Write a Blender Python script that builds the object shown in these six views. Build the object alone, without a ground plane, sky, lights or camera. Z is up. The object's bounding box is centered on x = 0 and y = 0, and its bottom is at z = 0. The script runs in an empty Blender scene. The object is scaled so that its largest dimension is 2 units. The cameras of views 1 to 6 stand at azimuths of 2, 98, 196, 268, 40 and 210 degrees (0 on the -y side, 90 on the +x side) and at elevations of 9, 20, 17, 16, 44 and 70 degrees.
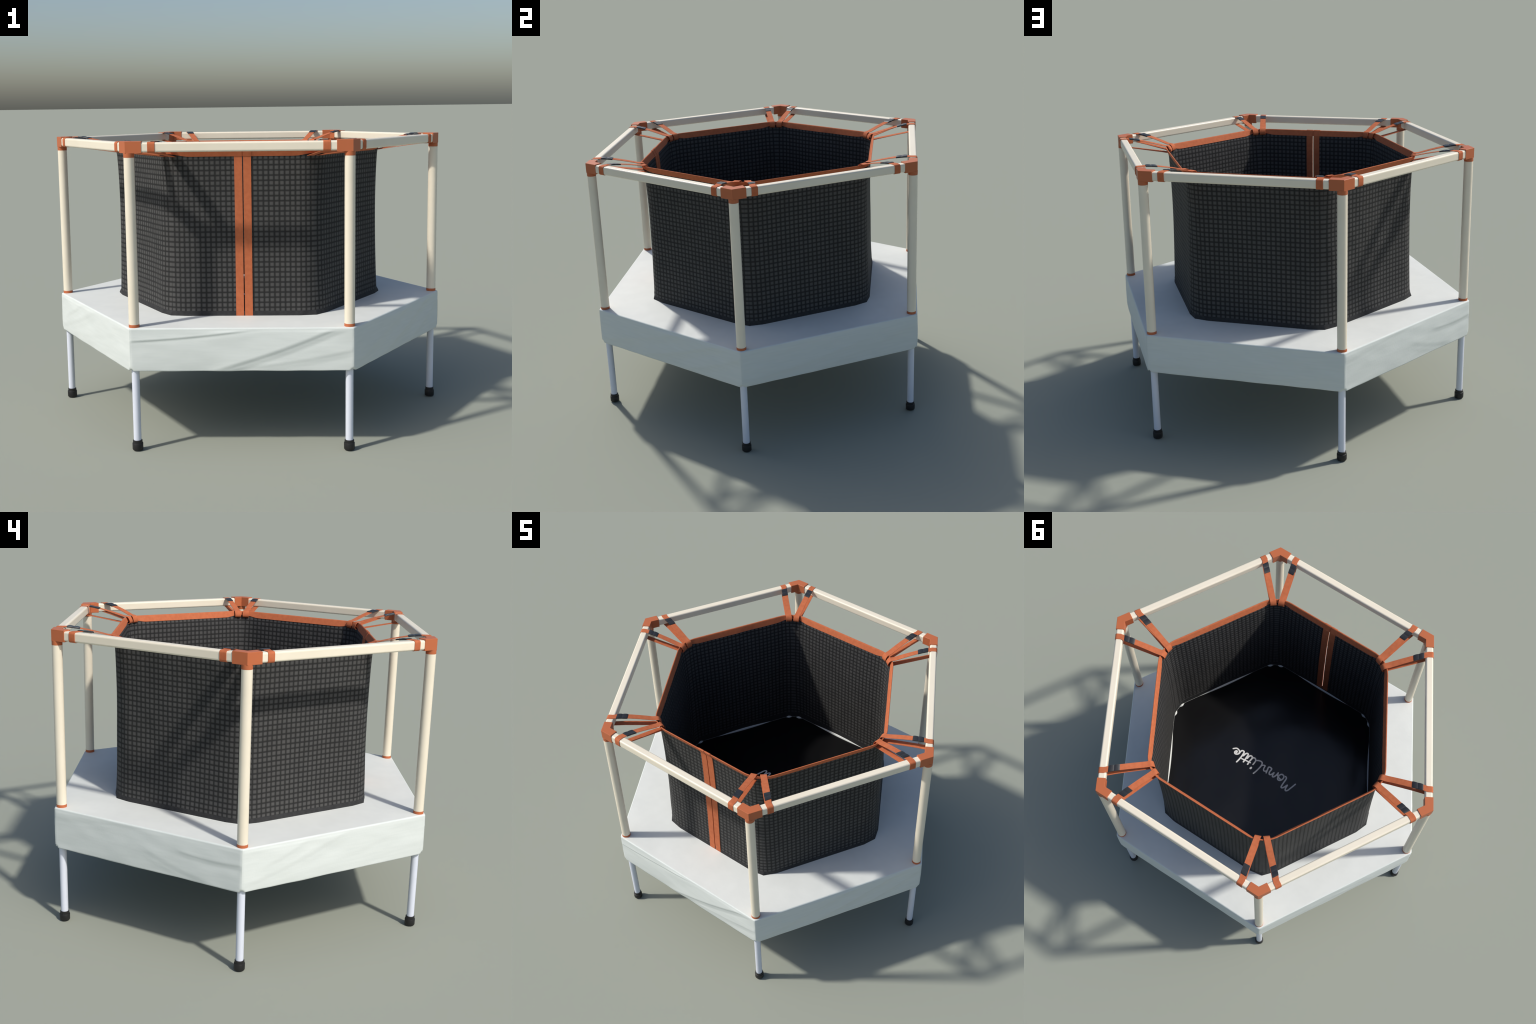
"""Hexagonal children's trampoline: white legs and pad, padded skirt, cream
enclosure frame with orange joints, dark quilted net hung on orange straps."""
import bpy, bmesh, math, random
from math import sin, cos, pi, radians, sqrt, hypot, exp
from mathutils import Vector, Matrix, noise

random.seed(7)
C30 = cos(radians(30))
T30 = math.tan(radians(30))
SCN = bpy.context.scene.collection

# ----------------------------------------------------------------- sizes (m)
POST_R = 0.9640          # radius on which legs and posts stand
POST_RAD, LEG_RAD = 0.0235, 0.0176
PAD_Z = 0.5730            # top of the white pad
SKIRT_R, SKIRT_BOTTOM = 1.0, 0.3770
RAIL_APO, RAIL_Z = 0.8355, 1.3735
NET_BOTTOM, NET_TOP = 0.5745, 1.352
MAT_Z = 0.5530


# ================================================================= materials
def new_mat(name):
    m = bpy.data.materials.new(name)
    m.use_nodes = True
    nt = m.node_tree
    return m, nt, nt.nodes["Principled BSDF"]


def node(nt, kind, **kw):
    n = nt.nodes.new(kind)
    for k, v in kw.items():
        setattr(n, k, v)
    return n


def link(nt, a, b):
    nt.links.new(a, b)


def math_node(nt, op, a, b=None, c=None):
    n = node(nt, "ShaderNodeMath", operation=op)
    for i, v in enumerate((a, b, c)):
        if v is None:
            continue
        if isinstance(v, (int, float)):
            n.inputs[i].default_value = v
        else:
            link(nt, v, n.inputs[i])
    return n.outputs[0]


def mix_color(nt, fac, a, b):
    n = node(nt, "ShaderNodeMix", data_type='RGBA')
    if isinstance(fac, (int, float)):
        n.inputs[0].default_value = fac
    else:
        link(nt, fac, n.inputs[0])
    for sock, v in ((n.inputs[6], a), (n.inputs[7], b)):
        if isinstance(v, tuple):
            sock.default_value = (*v, 1)
        else:
            link(nt, v, sock)
    return n.outputs[2]


def mottled(name, col_a, col_b, scale=(1, 1, 1), noise_scale=8.0, detail=4.0,
            rough=0.5, bump=0.0, bump_scale=200.0, spec=0.5, contrast=(0.35, 0.65)):
    """Plain colour with a soft noise variation and optional fine weave bump."""
    m, nt, p = new_mat(name)
    tc = node(nt, "ShaderNodeTexCoord")
    mp = node(nt, "ShaderNodeMapping")
    mp.inputs["Scale"].default_value = scale
    link(nt, tc.outputs["Object"], mp.inputs[0])
    nz = node(nt, "ShaderNodeTexNoise")
    nz.inputs["Scale"].default_value = noise_scale
    nz.inputs["Detail"].default_value = detail
    link(nt, mp.outputs[0], nz.inputs["Vector"])
    rp = node(nt, "ShaderNodeValToRGB")
    rp.color_ramp.elements[0].position = contrast[0]
    rp.color_ramp.elements[0].color = (*col_a, 1)
    rp.color_ramp.elements[1].position = contrast[1]
    rp.color_ramp.elements[1].color = (*col_b, 1)
    link(nt, nz.outputs["Fac"], rp.inputs[0])
    link(nt, rp.outputs[0], p.inputs["Base Color"])
    p.inputs["Roughness"].default_value = rough
    p.inputs["Specular IOR Level"].default_value = spec
    if bump:
        n2 = node(nt, "ShaderNodeTexNoise")
        n2.inputs["Scale"].default_value = bump_scale
        link(nt, tc.outputs["Object"], n2.inputs["Vector"])
        b = node(nt, "ShaderNodeBump")
        b.inputs["Strength"].default_value = bump
        b.inputs["Distance"].default_value = 0.002
        link(nt, n2.outputs["Fac"], b.inputs["Height"])
        link(nt, b.outputs[0], p.inputs["Normal"])
    return m


MAT_ORANGE_PLASTIC = mottled("orange_plastic", (0.475, 0.133, 0.052), (0.495, 0.141, 0.056),
                             noise_scale=5, rough=0.45, spec=0.28)
MAT_ORANGE_WEB = mottled("orange_webbing", (0.475, 0.130, 0.053), (0.525, 0.150, 0.062),
                         noise_scale=55, rough=0.8, bump=0.25, bump_scale=500, spec=0.2)
MAT_CREAM = mottled("cream_foam_tube", (0.81, 0.735, 0.585), (0.84, 0.765, 0.615),
                    noise_scale=6, rough=0.36, spec=0.4)
MAT_LEG = mottled("white_painted_steel", (0.69, 0.725, 0.81), (0.72, 0.755, 0.84),
                  noise_scale=5, rough=0.35, spec=0.5)
MAT_FOOT = mottled("black_rubber", (0.011, 0.011, 0.011), (0.018, 0.018, 0.018),
                   noise_scale=40, rough=0.5, spec=0.4)
MAT_BUCKLE = mottled("black_buckle_plastic", (0.020, 0.021, 0.024), (0.026, 0.027, 0.03),
                     noise_scale=20, rough=0.4, spec=0.5)
MAT_SKIRT = mottled("white_skirt_cloth", (0.648, 0.688, 0.658), (0.685, 0.722, 0.692),
                    scale=(2.0, 2.0, 22.0), noise_scale=4, detail=5, rough=0.65,
                    bump=0.12, bump_scale=120, spec=0.25, contrast=(0.3, 0.7))
MAT_PAD = mottled("white_pad_cloth", (0.690, 0.712, 0.683), (0.722, 0.744, 0.713),
                  noise_scale=13, detail=6, rough=0.6, bump=0.15, bump_scale=90, spec=0.25,
                  contrast=(0.3, 0.7))
MAT_HEM = mottled("black_hem_tape", (0.026, 0.026, 0.027), (0.036, 0.036, 0.037),
                  noise_scale=60, rough=0.75, bump=0.2, bump_scale=400, spec=0.25)
MAT_LETTER = mottled("white_print", (0.74, 0.74, 0.73), (0.80, 0.80, 0.79),
                     noise_scale=20, rough=0.55, spec=0.3)


def make_mat_fabric():
    m, nt, p = new_mat("black_jumping_fabric")
    tc = node(nt, "ShaderNodeTexCoord")
    nz = node(nt, "ShaderNodeTexNoise")
    nz.inputs["Scale"].default_value = 3.0
    link(nt, tc.outputs["Object"], nz.inputs["Vector"])
    c = mix_color(nt, nz.outputs["Fac"], (0.0035, 0.0035, 0.004), (0.0075, 0.0075, 0.008))
    link(nt, c, p.inputs["Base Color"])
    p.inputs["Roughness"].default_value = 0.23
    p.inputs["Specular IOR Level"].default_value = 0.5
    return m


MAT_JUMP = make_mat_fabric()

CELL_X, CELL_Z = 0.0247, 0.0238      # pitch of the quilted net


def make_net_material():
    """Dark netting: soft lighter squares between darker lines; the panel's
    local x (unrolled round the corner arc) and z carry the grid."""
    m, nt, p = new_mat("quilted_net")
    tc = node(nt, "ShaderNodeTexCoord")
    sx = node(nt, "ShaderNodeSeparateXYZ")
    link(nt, tc.outputs["Object"], sx.inputs[0])
    x, z = sx.outputs[0], sx.outputs[2]
    # arc unrolling near the corners
    ax = math_node(nt, 'ABSOLUTE', x)
    over = math_node(nt, 'MAXIMUM', math_node(nt, 'SUBTRACT', ax, 0.262), 0.0)
    stretch = math_node(nt, 'MULTIPLY', math_node(nt, 'POWER', over, 2.0), 1.15)
    s = math_node(nt, 'MULTIPLY', math_node(nt, 'ADD', ax, stretch), math_node(nt, 'SIGN', x))

    def tri(v, pitch, off):
        f = math_node(nt, 'FRACT', math_node(nt, 'ADD', math_node(nt, 'DIVIDE', v, pitch), off))
        d = math_node(nt, 'ABSOLUTE', math_node(nt, 'SUBTRACT', f, 0.5))   # 0 centre .5 line
        mr = node(nt, "ShaderNodeMapRange", interpolation_type='SMOOTHSTEP')
        link(nt, d, mr.inputs[0])
        mr.inputs[1].default_value = 0.50
        mr.inputs[2].default_value = 0.16
        return mr.outputs[0]

    cell = math_node(nt, 'MULTIPLY', tri(s, CELL_X, 0.0), tri(z, CELL_Z, 0.3))
    nz = node(nt, "ShaderNodeTexNoise")
    nz.inputs["Scale"].default_value = 14.0
    link(nt, tc.outputs["Object"], nz.inputs["Vector"])
    var = math_node(nt, 'MULTIPLY_ADD', nz.outputs["Fac"], 0.7, 0.65)
    fac = math_node(nt, 'MULTIPLY', cell, var)
    c = mix_color(nt, fac, (0.0175, 0.0175, 0.0175), (0.074, 0.073, 0.071))
    link(nt, c, p.inputs["Base Color"])
    p.inputs["Roughness"].default_value = 0.8
    p.inputs["Specular IOR Level"].default_value = 0.25
    b = node(nt, "ShaderNodeBump")
    b.inputs["Strength"].default_value = 0.4
    b.inputs["Distance"].default_value = 0.002
    link(nt, cell, b.inputs["Height"])
    link(nt, b.outputs[0], p.inputs["Normal"])
    return m


MAT_NET = make_net_material()

# ================================================================= helpers
ROOT = bpy.data.objects.new("toy_trampoline", None)
SCN.objects.link(ROOT)
ROOT["label"] = "hexagonal children's trampoline with dark safety net and orange straps"
ROOT["category"] = "trampoline"


def to_mesh(name, verts, faces, mat, smooth=True, sharp_deg=None, recalc=True):
    me = bpy.data.meshes.new(name)
    me.from_pydata([tuple(v) for v in verts], [], faces)
    me.materials.append(mat)
    if recalc:
        bm = bmesh.new()
        bm.from_mesh(me)
        bmesh.ops.remove_doubles(bm, verts=bm.verts, dist=1e-6)
        bmesh.ops.recalc_face_normals(bm, faces=bm.faces)
        bm.to_mesh(me)
        bm.free()
    me.polygons.foreach_set("use_smooth", [smooth] * len(me.polygons))
    if smooth and sharp_deg:
        me.set_sharp_from_angle(angle=radians(sharp_deg))
    me.update()
    return me


def place(name, me, parent, rot=0.0, loc=(0, 0, 0)):
    ob = bpy.data.objects.new(name, me)
    SCN.objects.link(ob)
    ob.parent = parent
    ob.matrix_basis = Matrix.Translation(loc) @ Matrix.Rotation(rot, 4, 'Z')
    return ob


def lathe(name, prof, mat, seg=40, sharp=35, cx=0.0):
    """Solid of revolution about the vertical through (cx,0); prof = [(r,z)...]."""
    verts, faces = [], []
    n = len(prof)
    for i in range(seg):
        a = 2 * pi * i / seg
        for r, z in prof:
            verts.append((cx + r * cos(a), r * sin(a), z))
    for i in range(seg):
        j = (i + 1) % seg
        for k in range(n - 1):
            faces.append((i * n + k, j * n + k, j * n + k + 1, i * n + k + 1))
    faces.append([i * n for i in range(seg)][::-1])
    faces.append([i * n + n - 1 for i in range(seg)])
    return to_mesh(name, verts, faces, mat, sharp_deg=sharp)


def loft(name, rings, mat, closed_ring=True, closed_path=False, caps=True, sharp=40):
    n = len(rings[0])
    verts = [v for r in rings for v in r]
    faces = []
    m = len(rings)
    for i in range(m if closed_path else m - 1):
        a, b = i * n, ((i + 1) % m) * n
        for k in range(n if closed_ring else n - 1):
            l = (k + 1) % n
            faces.append((a + k, b + k, b + l, a + l))
    if caps and closed_ring and not closed_path:
        faces.append(list(range(n))[::-1])
        faces.append([(m - 1) * n + k for k in range(n)])
    return to_mesh(name, verts, faces, mat, sharp_deg=sharp)


def smoothstep(a, b, x):
    t = max(0.0, min(1.0, (x - a) / (b - a)))
    return t * t * (3 - 2 * t)


def rounded_rect(w, h, r, seg=6):
    """Section points (across, up), counter-clockwise."""
    pts = []
    for cx, cy, a0 in ((w / 2 - r, h / 2 - r, 0), (-w / 2 + r, h / 2 - r, 90),
                       (-w / 2 + r, -h / 2 + r, 180), (w / 2 - r, -h / 2 + r, 270)):
        for i in range(seg + 1):
            a = radians(a0 + 90 * i / seg)
            pts.append((cx + r * cos(a), cy + r * sin(a)))
    # extra points just inside each flat keep the flats shaded flat
    out, e = [], 0.0006
    m = seg + 1
    for c in range(4):
        arcp = pts[c * m:(c + 1) * m]
        prev_end, nxt = Vector(pts[c * m - 1]), Vector(pts[((c + 1) * m) % (4 * m)])
        first, last = Vector(arcp[0]), Vector(arcp[-1])
        out.append(tuple(first + (prev_end - first).normalized() * e))
        out += arcp
        out.append(tuple(last + (nxt - last).normalized() * e))
    return out


# ================================================================= legs, posts
leg_me = lathe("leg", [(LEG_RAD, 0.034), (LEG_RAD, 0.545)], MAT_LEG, cx=POST_R)
foot_me = lathe("foot", [(0.019, 0.0), (0.0225, 0.0012), (0.0245, 0.005), (0.0247, 0.031),
                         (0.0238, 0.0335), (0.0218, 0.0345), (0.0215, 0.046),
                         (0.0195, 0.0475), (0.0170, 0.0475)], MAT_FOOT, cx=POST_R)
post_me = lathe("post", [(POST_RAD - 0.002, 0.5850), (POST_RAD, 0.5865), (POST_RAD, 1.329),
                         (POST_RAD - 0.002, 1.331)], MAT_CREAM, cx=POST_R)
ring_me = lathe("post_ring", [(0.0236, 0.566), (0.0241, 0.569), (0.0241, 0.5850), (0.0234, 0.5862)],
                MAT_ORANGE_PLASTIC, cx=POST_R)


def make_joint():
    """Corner joint: angled box that sleeves two rails, with a round socket below."""
    apo_o, apo_i, end, z0, z1 = 0.8575, 0.8135, 0.4245, 1.3480, 1.4000
    ch = 0.0012
    # plan in the corner frame (x radial): end points on both rails
    def on_side(sgn, apo, along):
        # side mid direction at sgn*30 deg; 'along' measured from side middle to corner
        a = radians(30 * sgn)
        d = Vector((cos(a), sin(a)))
        t = Vector((sin(a), -cos(a))) * sgn
        return d * apo + t * along

    def outline(off):
        o, i, e = apo_o - off, apo_i + off, end + off
        return [on_side(1, o, e), Vector((o / C30, 0)), on_side(-1, o, e),
                on_side(-1, i, e), Vector((i / C30, 0)), on_side(1, i, e)]
    rings = []
    for off, z in ((ch, z0), (0, z0 + ch), (0, z1 - ch), (ch, z1)):
        rings.append([(p.x, p.y, z) for p in outline(off)])
    verts, faces = [v for r in rings for v in r], []
    for i in range(3):
        for k in range(6):
            l = (k + 1) % 6
            faces.append((i * 6 + k, i * 6 + l, (i + 1) * 6 + l, (i + 1) * 6 + k))
    for b in (0, 18):
        faces += [(b, b + 1, b + 4, b + 5), (b + 1, b + 2, b + 3, b + 4)]
    # socket
    seg, base = 36, len(verts)
    prof = [(0.0205, 1.3295), (0.0238, 1.3300), (0.0240, 1.3500), (0.0205, 1.3505)]
    for i in range(seg):
        a = 2 * pi * i / seg
        for r, z in prof:
            verts.append((POST_R + r * cos(a), r * sin(a), z))
    for i in range(seg):
        j = (i + 1) % seg
        for k in range(3):
            faces.append((base + i * 4 + k, base + j * 4 + k, base + j * 4 + k + 1, base + i * 4 + k + 1))
    faces.append([base + i * 4 for i in range(seg)])
    faces.append([base + i * 4 + 3 for i in range(seg)])
    return to_mesh("corner_joint", verts, faces, MAT_ORANGE_PLASTIC, sharp_deg=25)


joint_me = make_joint()

# rails: built along local x at y = -apothem (the front side)
sec = rounded_rect(0.0395, 0.0430, 0.0085)
rail_me = loft("top_rail", [[(x, -RAIL_APO + u, RAIL_Z + v) for u, v in sec] for x in (-0.46, 0.46)],
               MAT_CREAM)
frame_me = loft("frame_tube", [[(x, -POST_R * C30 + 0.016 * cos(2 * pi * i / 20),
                                0.528 + 0.016 * sin(2 * pi * i / 20)) for i in range(20)]
                               for x in (-0.465, 0.465)], MAT_LEG)

for k in range(6):
    a = radians(60 * k)
    leg = place("leg", leg_me, ROOT, a)
    place("foot", foot_me, leg)
    post = place("post", post_me, ROOT, a)
    place("post_ring", ring_me, post)
    place("corner_joint", joint_me, ROOT, a)
    place("top_rail", rail_me, ROOT, a)
    place("frame_tube", frame_me, ROOT, a)


# ================================================================= skirt
SK_APO = SKIRT_R * C30

# folds on each skirt side, as (u0,v0, u1,v1, height m, width m, curl):
# u runs -1..1 left to right seen from outside, v 0 (hem) .. 1 (top).
# The cloth above the line stands proud and drops away just below it.
FOLDS = {
    0: [(-1.05, 0.70, 0.30, 1.06, 0.0042, 0.012), (-0.22, -0.06, 0.92, 1.03, 0.0075, 0.045),
        (-0.15, -0.05, 1.05, 0.45, 0.0030, 0.040)],
    1: [(-0.95, 0.05, 0.35, 1.05, 0.0040, 0.050), (-0.35, -0.05, 0.85, 1.05, 0.0050, 0.050),
        (0.25, -0.05, 1.05, 0.80, 0.0035, 0.045)],
    2: [(-1.0, -0.02, 0.55, 0.62, 0.0035, 0.055), (-0.2, -0.05, 1.0, 0.70, 0.0030, 0.060)],
    3: [(-0.9, 0.10, 0.9, 0.25, 0.0020, 0.060), (-0.1, 0.2, 1.0, 0.95, 0.0018, 0.070)],
    4: [(-0.95, 0.70, -0.1, 1.05, 0.0018, 0.060), (0.0, 0.42, 0.72, -0.08, 0.0030, 0.060),
        (0.36, 0.62, 1.03, 0.60, 0.0036, 0.030)],
    5: [(-1.0, 0.02, 0.15, 0.95, 0.0034, 0.060), (-0.80, 0.42, -0.25, 1.0, 0.0030, 0.050),
        (-0.70, -0.05, 0.6, 0.55, 0.0022, 0.070)],
}


def skirt_offset(side, u, v):
    """Outward displacement (m) of the skirt cloth."""
    L, H = 0.5 * SKIRT_R, PAD_Z - SKIRT_BOTTOM
    x, y = u * L, v * H
    d = 0.0
    for (u0, v0, u1, v1, h, w) in FOLDS[side]:
        x0, y0, x1, y1 = u0 * L, v0 * H, u1 * L, v1 * H
        dx, dy = x1 - x0, y1 - y0
        ln = hypot(dx, dy)
        t = ((x - x0) * dx + (y - y0) * dy) / ln / ln
        bow = 0.010 * sin(pi * max(0, min(1, t)))
        s = (-(x - x0) * dy + (y - y0) * dx) / ln + bow       # + above the line
        env = smoothstep(-0.12, 0.15, t) * (1 - smoothstep(0.85, 1.12, t))
        if s >= 0:
            g = exp(-s / (w * 1.3)) * smoothstep(-0.001, w * 0.55, s)
        else:
            g = -0.55 * exp(s / w) * smoothstep(-0.001, w * 0.55, -s)
        d += h * g * env
    nz = noise.noise(Vector((x * 3.2 + side * 7.1, y * 9.0, side * 3.3)))
    d += 0.0022 * nz + 0.0012 * noise.noise(Vector((x * 9 + side, y * 22.0, 1.7)))
    edge = 1 - smoothstep(0.975, 1.0, abs(u))
    return d * edge


def make_skirt_side(side):
    nu, nv = 150, 44
    rt = 0.0075                       # radius of the rolled top edge
    verts, faces = [], []
    rows = []
    for j in range(nv + 1):
        v = j / nv
        z = SKIRT_BOTTOM + v * (PAD_Z - rt - SKIRT_BOTTOM)
        rows.append((v, z, 0.0))
    for j in range(1, 7):
        a = pi / 2 * j / 6
        rows.append((1.0, PAD_Z - rt + rt * sin(a), rt * (1 - cos(a))))
    for (v, z, inset) in rows:
        for i in range(nu + 1):
            u = -1 + 2 * i / nu
            d = skirt_offset(side, u, v) * (1 - smoothstep(0.93, 1.0, v)) if inset == 0 else 0
            belly = 0.0030 * sin(pi * min(1, 0.15 + 0.85 * v)) * (1 - 0.6 * abs(u) ** 6)
            apo = SK_APO + 0.0005 - inset + (d + belly if inset == 0 else 0)
            tuck = 0.010 * max(0.0, 1 - v / 0.10) ** 2 * smoothstep(0.965, 1.0, abs(u))
            apo -= tuck
            z_up = tuck * 0.5
            rc = 0.006 * max(0, (abs(u) - 0.985) / 0.015) ** 2       # soften corner
            verts.append((u * apo * T30 * (1 - 0.0), -apo + rc * 0.35,
                          z + z_up + (0.0018 * noise.noise(Vector((u * 4 + side * 5, 0, 0))) if v == 0 else 0)))
    n = nu + 1
    for j in range(len(rows) - 1):
        for i in range(nu):
            faces.append((j * n + i, j * n + i + 1, (j + 1) * n + i + 1, (j + 1) * n + i))
    # turned-under hem
    base = len(verts)
    for inset, dz in ((0.004, -0.001), (0.007, 0.004), (0.007, 0.03)):
        for i in range(n):
            x, y, z = verts[i]
            apo = -y - inset
            u = -1 + 2 * i / nu
            verts.append((u * apo * T30, -apo, z + dz))
    prev = 0
    for r in range(3):
        b = base + r * n
        for i in range(nu):
            faces.append((prev + i + 1, prev + i, b + i, b + i + 1))
        prev = b
    return to_mesh("skirt_panel", verts, faces, MAT_SKIRT, recalc=False)


for k in range(6):
    place("skirt_panel", make_skirt_side(k), ROOT, radians(60 * k))




# ================================================================= jumping mat
def mat_height(x, y):
    r = hypot(x, y)
    w = 1 - smoothstep(0.52, 0.60, r)
    h = 0.0065 * noise.noise(Vector((x * 2.6 + 3.1, y * 2.6, 0.9)))
    h += 0.0022 * noise.noise(Vector((x * 6.0, y * 6.0 + 2.0, 4.0)))
    return MAT_Z + h * w


def make_jump_mat():
    verts, faces = [], []
    nr, na = 60, 180
    for j in range(nr + 1):
        f = j / nr
        for i in range(na):
            a = 2 * pi * i / na
            rel = (a + pi / 6) % (pi / 3) - pi / 6          # angle from nearest corner
            m = (a % (pi / 3)) - pi / 6                     # angle from side middle
            apo = 0.6025
            rad = min(apo / cos(m), 0.6725 - 0.12 * rel * rel)
            x, y = f * rad * cos(a), f * rad * sin(a)
            verts.append((x, y, mat_height(x, y)))
    for j in range(nr):
        for i in range(na):
            k = (i + 1) % na
            faces.append((j * na + i, (j + 1) * na + i, (j + 1) * na + k, j * na + k))
    me = to_mesh("jumping_mat", verts, faces, MAT_JUMP)
    return me


mat_ob = place("jumping_mat", make_jump_mat(), ROOT)

# lettering, handwritten strokes in millimetres along the baseline
STROKES = [
    [(0, 0), (5, 19), (11, 38), (17, 56), (25, 65), (32, 62), (36, 49), (37, 30), (45, 49), (54, 62),
     (62, 61), (64, 45), (64, 22), (64, 5), (67, -5), (75, -10)],
    [(86, -7), (99, -10), (109, -1), (112, 16), (108, 29), (97, 33), (86, 25), (81, 9), (85, -6), (96, -9)],
    [(91, 23), (109, 18), (121, 9), (125, -4)],
    [(125, -4), (127, 14), (133, 30), (141, 35), (146, 24), (147, 8), (152, 23), (159, 32), (167, 32),
     (172, 20), (171, 4), (173, -4), (183, -7), (193, -3), (191, 13), (186, 36)],
    [(189, 23), (196, 30), (205, 33), (212, 25), (215, 10), (216, 2), (225, 3), (235, 13)],
    [(248, 81), (242, 59), (238, 36), (236, 15), (240, -2), (249, -8), (264, -6), (277, 1)],
    [(282, 35), (281, 21), (282, 6), (293, -5), (304, -2), (309, 10)],
    [(310, 52), (311, 31), (309, 10), (312, -2), (323, -5), (331, 5), (333, 21)],
    [(340, 53), (340, 29), (341, 5), (343, -4), (352, -5), (359, 5), (362, 20)],
    [(374, 76), (370, 50), (369, 22), (371, 1), (377, -5), (388, -2), (392, 9)],
    [(392, 9), (393, 24), (402, 35), (414, 36), (420, 27), (415, 17), (409, 19), (409, 27)],
    [(393, 24), (396, 12), (407, 4), (424, 3), (439, 16)],
    [(359, 42), (332, 38), (302, 35)],
    [(280, 59), (281, 64)],
]
TEXT_ORIGIN = (-0.1975, 0.0138)
TEXT_WIDTHS = [4.6] * 4 + [4.0, 4.6, 4.6, 5, 5, 5, 5, 4.6, 4.6, 6.5]


def catmull(pts, step=6):
    P = [pts[0]] + list(pts) + [pts[-1]]
    out = []
    for i in range(1, len(P) - 2):
        p0, p1, p2, p3 = (Vector(p) for p in P[i - 1:i + 3])
        for s in range(step):
            t = s / step
            out.append(0.5 * ((2 * p1) + (p2 - p0) * t + (2 * p0 - 5 * p1 + 4 * p2 - p3) * t * t
                              + (3 * p1 - p0 - 3 * p2 + p3) * t ** 3))
    out.append(Vector(pts[-1]))
    return out


def make_lettering():
    verts, faces = [], []
    for si, (st, w) in enumerate(zip(STROKES, TEXT_WIDTHS)):
        pts = catmull(st)
        base = len(verts)
        n = len(pts)
        lift = 0.0010 + 0.00005 * si
        # round ends: extra narrowed rings
        ring_pts = []
        for i, p in enumerate(pts):
            t = (pts[min(i + 1, n - 1)] - pts[max(i - 1, 0)]).normalized()
            ring_pts.append((p, t, w))
        p, t, _ = ring_pts[0]
        head = [(p - t * w * f, t, w * sqrt(max(0.0, 1 - f * f))) for f in (0.98, 0.85, 0.6, 0.3)]
        p, t, _ = ring_pts[-1]
        tail = [(p + t * w * f, t, w * sqrt(max(0.0, 1 - f * f))) for f in (0.3, 0.6, 0.85, 0.98)]
        allr = head + ring_pts + tail
        for p, t, ww in allr:
            s = Vector((-t.y, t.x))
            for off, dz in ((-1, 0.0), (-0.8, 1.0), (0.8, 1.0), (1, 0.0)):
                q = (p + s * ww * off) * 0.001
                x, y = TEXT_ORIGIN[0] + q.x, TEXT_ORIGIN[1] + q.y
                verts.append((x, y, mat_height(x, y) - 0.0003 + dz * lift))
        for i in range(len(allr) - 1):
            for k in range(3):
                a = base + i * 4 + k
                faces.append((a, a + 1, a + 5, a + 4))
    me = to_mesh("lettering", verts, faces, MAT_LETTER, sharp_deg=30, recalc=False)
    if sum(p.normal.z for p in me.polygons) < 0:
        me.flip_normals()
    return me


place("lettering", make_lettering(), mat_ob)


# ================================================================= net
def net_section(t):
    """Apothem and corner radius of the net at height fraction t (0 bottom, 1 top)."""
    # drawn in over most of the height, flaring to the rim and to the pad
    low, high = (1 - t) ** 2.6, t ** 4.5
    lean = max(0.0, (t - 0.952) / 0.048)          # the stiff rim leans outwards
    apo = 0.5950 + 0.0110 * low + 0.0105 * high + 0.0140 * lean
    rad = 0.150 - 0.005 * low - 0.018 * t ** 3 + 0.030 * lean
    return apo, rad


def net_outline(t, s, off=0.0):
    """Point (x,y) and outward normal on the front panel; s in -1..1 runs from
    the middle of one corner to the middle of the next."""
    apo, r = net_section(t)
    flat = (apo - r) * T30
    arc = r * pi / 6
    tot = flat + arc
    l = abs(s) * tot
    sg = 1 if s >= 0 else -1
    if l <= flat:
        return sg * l, -apo - off, Vector((0, -1))
    a = (l - flat) / r
    nx, ny = sg * sin(a), -cos(a)
    return sg * flat + nx * (r + off), -(apo - r) + ny * (r + off), Vector((nx, ny))


def net_wrinkle(side, s, t):
    w = (1 - smoothstep(0.75, 1.0, abs(s))) * smoothstep(0.0, 0.12, t) * (1 - smoothstep(0.9, 1.0, t))
    amp = (1.0, 0.8, 0.7, 0.7, 1.7, 1.3)[side]
    n = 0.0036 * noise.noise(Vector((s * 2.2 + t * 1.6 + side * 4.7, t * 1.6 - s * 0.6, side * 2.9)))
    n += 0.0016 * noise.noise(Vector((s * 5 + t * 4 + side * 2.2, t * 4.5 - s * 2, side * 1.3)))
    return amp * n * w


def make_pad():
    """Flat padded ring: hexagonal, outer edge meets the rolled skirt top."""
    verts, faces = [], []
    nu, nr = 40, 26
    a_out = SK_APO - 0.007
    for k in range(6):
        R = Matrix.Rotation(radians(60 * k), 3, 'Z')
        base = len(verts)
        for j in range(nr + 1):
            f = j / nr
            for i in range(nu + 1):
                u = -1 + 2 * i / nu
                xi, yi, _ = net_outline(0.0, u, -0.001)
                p = R @ Vector((u * a_out * T30, -a_out, 0)).lerp(Vector((xi, yi, 0)), f)
                z = PAD_Z
                w = smoothstep(0, 0.2, f) * (1 - smoothstep(0.8, 0.95, f))
                z += 0.0016 * w * noise.noise(Vector((p.x * 4, p.y * 4, 0.3)))
                verts.append((p.x, p.y, z))
        n = nu + 1
        for j in range(nr):
            for i in range(nu):
                faces.append((base + j * n + i, base + j * n + i + 1,
                              base + (j + 1) * n + i + 1, base + (j + 1) * n + i))
    me = to_mesh("pad", verts, faces, MAT_PAD)
    if me.polygons[0].normal.z < 0:
        me.flip_normals()
    return me


place("pad", make_pad(), ROOT)

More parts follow.
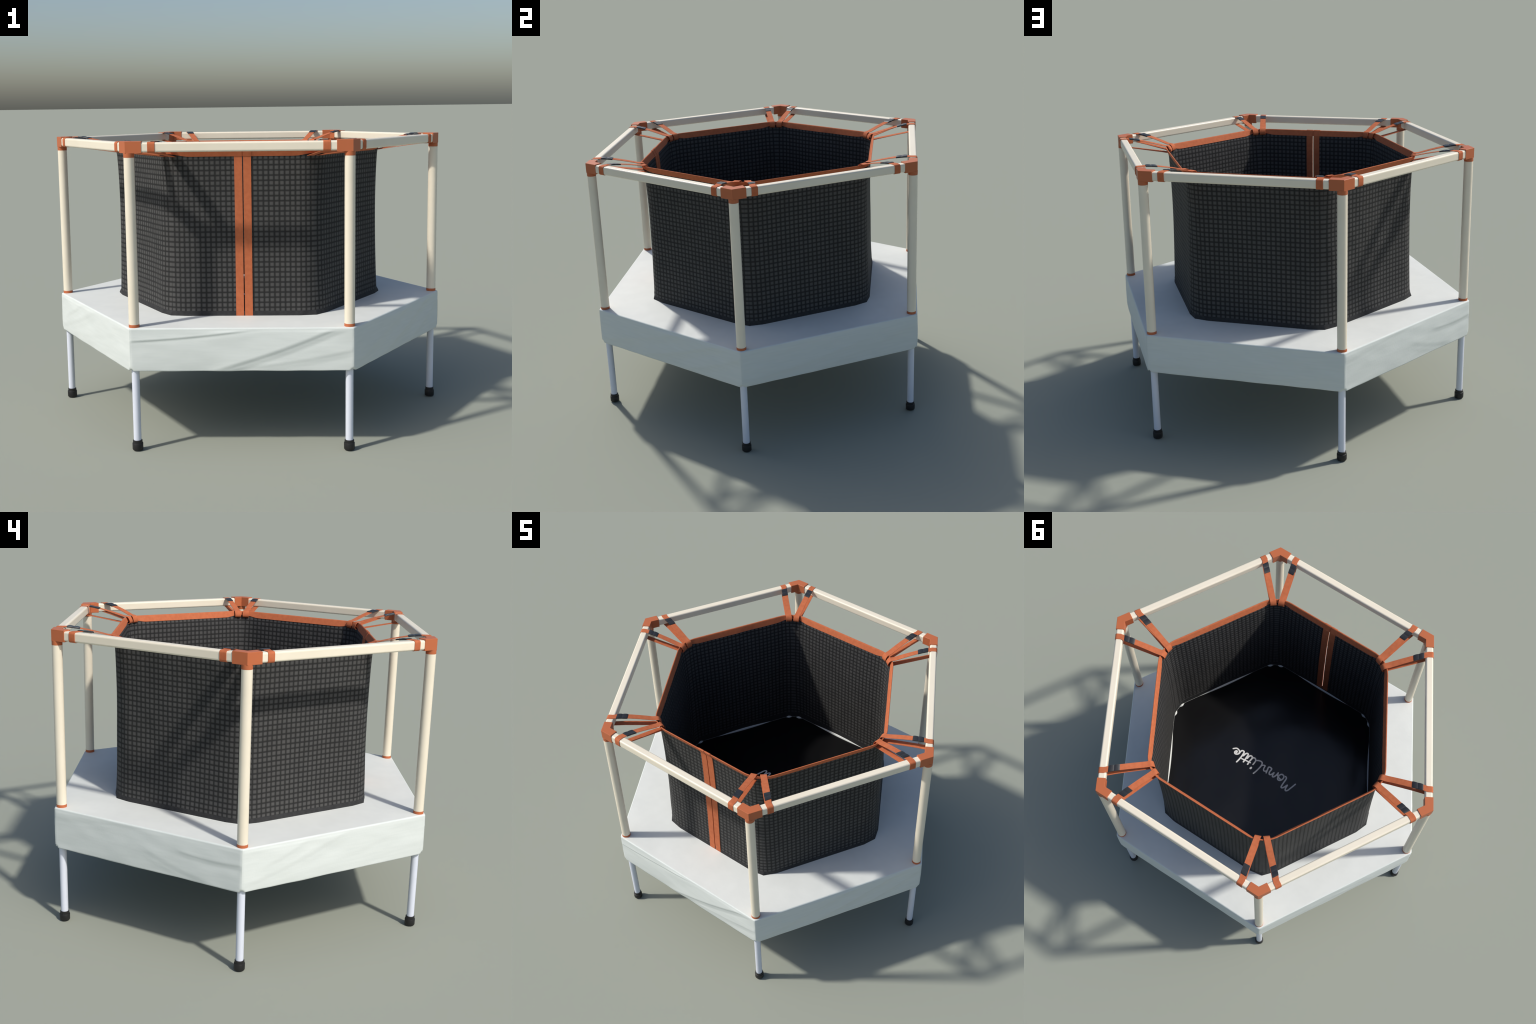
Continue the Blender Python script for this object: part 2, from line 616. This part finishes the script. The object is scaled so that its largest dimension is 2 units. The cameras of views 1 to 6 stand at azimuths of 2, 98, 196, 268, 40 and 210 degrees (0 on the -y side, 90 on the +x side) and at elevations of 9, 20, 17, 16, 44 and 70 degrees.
def make_lip():
    """White edge of the pad showing between mat and net: a thin line that
    swells to a long crescent on each side and a short one beside each corner."""
    rings = []
    for i in range(161):
        sp = -1 + 2 * i / 160
        swell = 0.0100 * max(0.0, 1 - (sp / 0.53) ** 2)
        near = 0.0085 * max(0.0, 1 - ((abs(sp) - 0.90) / 0.055) ** 2)
        h = 0.0009 + swell + near
        dp = 0.0007 + 0.0070 * swell / 0.0100 + 0.0085 * near / 0.0085
        ring = []
        for f, g in ((0, 0), (0, 1), (0.45, 0.86), (0.8, 0.5), (1, 0)):
            x, y, _ = net_outline(0.0, sp, -0.0050 - dp * f)
            ring.append((x, y, MAT_Z - 0.0006 + h * g))
        rings.append(ring)
    return loft("pad_lip", rings, MAT_PAD, sharp=60)


lip_me = make_lip()
for k in range(6):
    place("pad_lip", lip_me, ROOT, radians(60 * k))

THK = 0.0024
SLIT_X, SLIT_HALF, DOOR_ARC = 0.0045, 0.0028, 0.3365    # door slit in the front panel


def make_net_panel(side):
    """Thin cloth wall of one side, closed at its edges; the front one is slit."""
    z0, z1 = NET_BOTTOM, NET_TOP - 0.002
    ns, nt_ = 96, 48
    spans = [(-1.0, 1.0, ns)]
    if side == 0:
        slit = SLIT_HALF / DOOR_ARC
        mid = SLIT_X / DOOR_ARC
        spans = [(-1.0, mid - slit, ns // 2), (mid + slit, 1.0, ns // 2)]
    verts, faces = [], []
    for (sa, sb, n) in spans:
        base = len(verts)
        for layer in (0, 1):
            for j in range(nt_ + 1):
                t = j / nt_
                for i in range(n + 1):
                    s = sa + (sb - sa) * i / n
                    off = net_wrinkle(side, s, t) - layer * THK
                    x, y, _ = net_outline(t, s, off)
                    verts.append((x, y, z0 + (z1 - z0) * t))
        N = n + 1
        M = N * (nt_ + 1)
        for j in range(nt_):
            for i in range(n):
                a = base + j * N + i
                faces.append((a, a + 1, a + N + 1, a + N))
                b = a + M
                faces.append((b + 1, b, b + N, b + N + 1))
        for j in range(nt_):
            for i, fl in ((0, 1), (n, 0)):
                # close only the slit edges
                if (sa if i == 0 else sb) in (-1.0, 1.0):
                    continue
                a = base + j * N + i
                f = (a, a + N, a + M + N, a + M)
                faces.append(f if not fl else f[::-1])
    return to_mesh("net_panel", verts, faces, MAT_NET, recalc=False)


def wall_band(name, mat, side, s0, s1, z_low, z_high, t_out, t_in, n=60, rows=6, round_top=False,
              wrinkle=True):
    """Band of tape hugging the net wall, outside and inside (closed section).
    z_low / z_high are functions of s."""
    rings = []
    zspan = NET_TOP - NET_BOTTOM
    for i in range(n + 1):
        s = s0 + (s1 - s0) * i / n
        zl, zh = z_low(s), z_high(s)
        ring = []
        def pt(z, off):
            t = max(0.0, min(1.0, (z - NET_BOTTOM) / zspan))
            o = off + (net_wrinkle(side, s, t) if wrinkle else 0)
            x, y, _ = net_outline(t, s, o)
            return (x, y, z)
        for j in range(rows + 1):
            ring.append(pt(zl + (zh - zl) * j / rows, t_out))
        if round_top:
            mid, rr = (t_out - THK - t_in) / 2, (t_out + THK + t_in) / 2
            for a in (30, 60, 90, 120, 150):
                ring.append(pt(zh + rr * 0.9 * sin(radians(a)), mid + rr * cos(radians(a))))
        for j in range(rows, -1, -1):
            ring.append(pt(zl + (zh - zl) * j / rows, -THK - t_in))
        rings.append(ring)
    return loft(name, rings, mat, sharp=50)


def band_low(s):
    """Lower edge of the orange rim: deep along the sides, drawn up at corners."""
    return NET_TOP - 0.021 - 0.012 * (1 - smoothstep(0.70, 0.98, abs(s)))


def make_hem(side):
    """Black hem tape: flares to a soft point at each corner outside and runs
    down to the jumping mat inside."""
    rings = []
    n, s0 = 60, 0.78
    for i in range(n + 1):
        sp = -1 + 2 * i / n
        tip = max(0.0, (abs(sp) - 0.76) / 0.24) ** 1.3 * 0.0070
        o = 0.0020 + tip
        ring = []
        for z, off in ((PAD_Z - 0.002, o + 0.0015), (PAD_Z + 0.0035, o), (PAD_Z + 0.012, o * 0.75 + 0.0004),
                       (PAD_Z + 0.0225, 0.0014), (PAD_Z + 0.0225, -THK - 0.0012),
                       (PAD_Z + 0.004, -THK - 0.0012), (MAT_Z - 0.004, -THK - 0.0012), (MAT_Z - 0.004, -THK + 0.001),
                       (PAD_Z - 0.006, 0.0)):
            x, y, _ = net_outline(max(0.0, (z - NET_BOTTOM) / (NET_TOP - NET_BOTTOM)), sp, off)
            if off > 0.003 and abs(sp) > s0:          # outside foot: straight run to the point
                sg = 1 if sp > 0 else -1
                xa, ya, _ = net_outline(0.0, s0 * sg, 0.0030)
                f = (abs(sp) - s0) / (1 - s0)
                R = 0.6875 if z < PAD_Z + 0.01 else 0.6840
                x = xa + (R * 0.5 * sg - xa) * f
                y = ya + (-R * C30 - ya) * f
            ring.append((x, y, z))
        rings.append(ring)
    return loft("net_hem", rings, MAT_HEM, sharp=50)


for k in range(6):
    R = radians(60 * k)
    p = place("net_panel", make_net_panel(k), ROOT, R)
    place("net_hem", make_hem(k), p)
    place("rim_binding", wall_band("rim_binding", MAT_ORANGE_WEB, k, -1, 1, band_low,
                                   lambda s: NET_TOP - 0.004, 0.0022, 0.0022, n=90, rows=6,
                                   round_top=True), ROOT, R)
    if k == 0:
        # two vertical tapes that edge the door slit, folded over the rim
        for xa, xb in ((-0.0385, -0.0026), (0.0026, 0.0385)):
            sa, sb = (SLIT_X + xa) / DOOR_ARC, (SLIT_X + xb) / DOOR_ARC
            place("door_binding", wall_band("door_binding", MAT_ORANGE_WEB, 0, sa, sb,
                                            lambda s: NET_BOTTOM - 0.0008, lambda s: NET_TOP - 0.0350,
                                            0.0030, 0.0030, n=8, rows=46), p, 0)
            place("door_binding", wall_band("door_binding", MAT_ORANGE_WEB, 0, sa, sb,
                                            lambda s: NET_TOP - 0.0345, lambda s: NET_TOP - 0.0035,
                                            0.0042, 0.0042, n=8, rows=6, round_top=True), p, 0)


# ================================================================= straps
def ribbon(name, path, mat, thick, closed=True):
    """Flat webbing: path = [(centre, half-width vector, normal)]."""
    rings = []
    for c, w, nrm in path:
        h = nrm * (thick / 2)
        wi = w * 0.97
        rings.append([c - w, c - wi + h, c + wi + h, c + w, c + wi - h, c - wi - h])
    return loft(name, rings, mat, closed_path=closed, caps=not closed, sharp=50)


def strap_frames(sgn):
    """Frame of one strap in the corner frame (+x radial): beam anchor A, rim
    anchor B, half-width vectors there."""
    a = radians(30 * sgn)
    d = Vector((cos(a), sin(a), 0))                 # rail outward
    t = Vector((sin(a), -cos(a), 0)) * sgn          # towards the corner
    A = d * RAIL_APO + t * 0.3815
    b = radians(4.0 * sgn)
    B = Vector((0.692, 0.0285 * sgn, 0))
    wA = t * 0.0163 * -sgn
    wB = Vector((-sin(b * 2.2), cos(b * 2.2), 0)) * 0.0168
    if wA.dot(wB) < 0:
        wA = -wA
    return A, B, d, wA, wB


def upper_run(fr):
    """Height of the upper strap run: flat off the rail, then down to the rim."""
    zt = RAIL_Z + 0.0215 + 0.0016
    return zt + (NET_TOP + 0.0014 - zt) * max(0.0, fr) ** 1.4


def strap_path(sgn):
    A, B, d, wA, wB = strap_frames(sgn)
    dirv = (B - A)
    dirv.z = 0
    L = dirv.length
    dirv.normalize()
    up = Vector((0, 0, 1))
    # section in (q, z): q = distance from beam centre towards the rim
    hw, hh, g = 0.01975, 0.0215, 0.0016
    k = 1 / abs(dirv.dot(d))                       # beam is crossed at a slant
    loop = []
    r = 0.0085
    def arc(cq, cz, a0, a1, rad, n=6):
        for i in range(n + 1):
            a = radians(a0 + (a1 - a0) * i / n)
            loop.append((cq + rad * cos(a), cz + rad * sin(a)))
    # beam wrap: start on top inner side, go over the outside and under
    loop.append(((hw - r) * 0.6, RAIL_Z + hh + g))
    loop.append((-(hw - r), RAIL_Z + hh + g))
    arc(-(hw - r), RAIL_Z + hh - r, 90, 180, r + g)
    arc(-(hw - r), RAIL_Z - hh + r, 180, 270, r + g)
    loop.append(((hw - r) * 0.8, RAIL_Z - hh - g))
    # lower run to the rim, passing under the binding, round the inside, back over
    zr = NET_TOP
    q1 = L
    low = [(hw + 0.004, RAIL_Z - hh - g - 0.0015)]
    for f in (0.25, 0.5, 0.75, 0.92):
        q = hw + (q1 - hw) * f
        z = (RAIL_Z - hh - g) + (zr - 0.0305 - (RAIL_Z - hh - g)) * f
        low.append((q, z))
    loop += low
    for rr, dz in ((0.684, -0.0325), (0.670, -0.0335), (0.663, -0.0310), (0.6605, -0.0250), (0.661, -0.0170),
                   (0.6655, -0.0070), (0.671, 0.0000), (0.677, 0.0028), (0.684, 0.0032)):
        loop.append((q1 + 0.692 - rr, zr + dz))
    for f in (0.95, 0.8, 0.65, 0.5, 0.38, 0.26, 0.15, 0.05):
        q = hw + (q1 - hw) * f
        z = upper_run(f)
        loop.append((q, z))
    pts = []
    n = len(loop)
    for i, (q, z) in enumerate(loop):
        q0, z0 = loop[i - 1]
        q2, z2 = loop[(i + 1) % n]
        tq, tz = q2 - q0, z2 - z0
        m = hypot(tq, tz)
        nq, nz = tz / m, -tq / m
        f = max(0.0, min(1.0, (q - hw) / (L - hw)))
        # near the beam, the wrap follows the rail's own normal direction
        fb = smoothstep(-0.002, 0.035, q)
        pos_slant = A + dirv * q
        pos_wrap = A - d * q
        c = pos_wrap.lerp(pos_slant, fb)
        c.z = z
        w = wA.lerp(wB, smoothstep(0.05, 1.0, f))
        hor = (-d).lerp(dirv, fb).normalized()
        pts.append((c, w, (hor * nq + up * nz)))
    return pts


def buckle_mesh(sgn):
    """Two-lobed slide buckle on the upper run just inside the rail."""
    A, B, d, wA, wB = strap_frames(sgn)
    dirv = B - A
    dirv.z = 0
    L = dirv.length
    dirv.normalize()
    hw, hh, g = 0.01975, 0.0215, 0.0016
    zt = RAIL_Z + hh + g
    rings = []
    n = 24
    q0, ln = 0.0310, 0.058
    for i in range(n + 1):
        f = i / n
        q = q0 + ln * f
        fr = max(0.0, (q - hw) / (L - hw))
        z = upper_run(fr)
        lobe = abs(sin(2 * pi * f)) ** 0.6
        th = 0.0030 + 0.0018 * lobe
        c = A + dirv * q
        w = wA.lerp(wB, smoothstep(0.05, 1.0, fr)) * (1.02 + 0.05 * lobe)
        top, bot = z + th, z - 0.0026
        wi = w * 0.95
        V = lambda v, zz: (v.x, v.y, zz)
        rings.append([V(c - w, bot), V(c - w, top - 0.0012), V(c - wi, top), V(c + wi, top),
                      V(c + w, top - 0.0012), V(c + w, bot)])
    return loft("buckle", rings, MAT_BUCKLE, sharp=45)


strap_me = {s: ribbon("strap", strap_path(s), MAT_ORANGE_WEB, 0.0021) for s in (1, -1)}
buck_me = {s: buckle_mesh(s) for s in (1, -1)}
for k in range(6):
    for s in (1, -1):
        st = place("strap", strap_me[s], ROOT, radians(60 * k))
        place("buckle", buck_me[s], st)
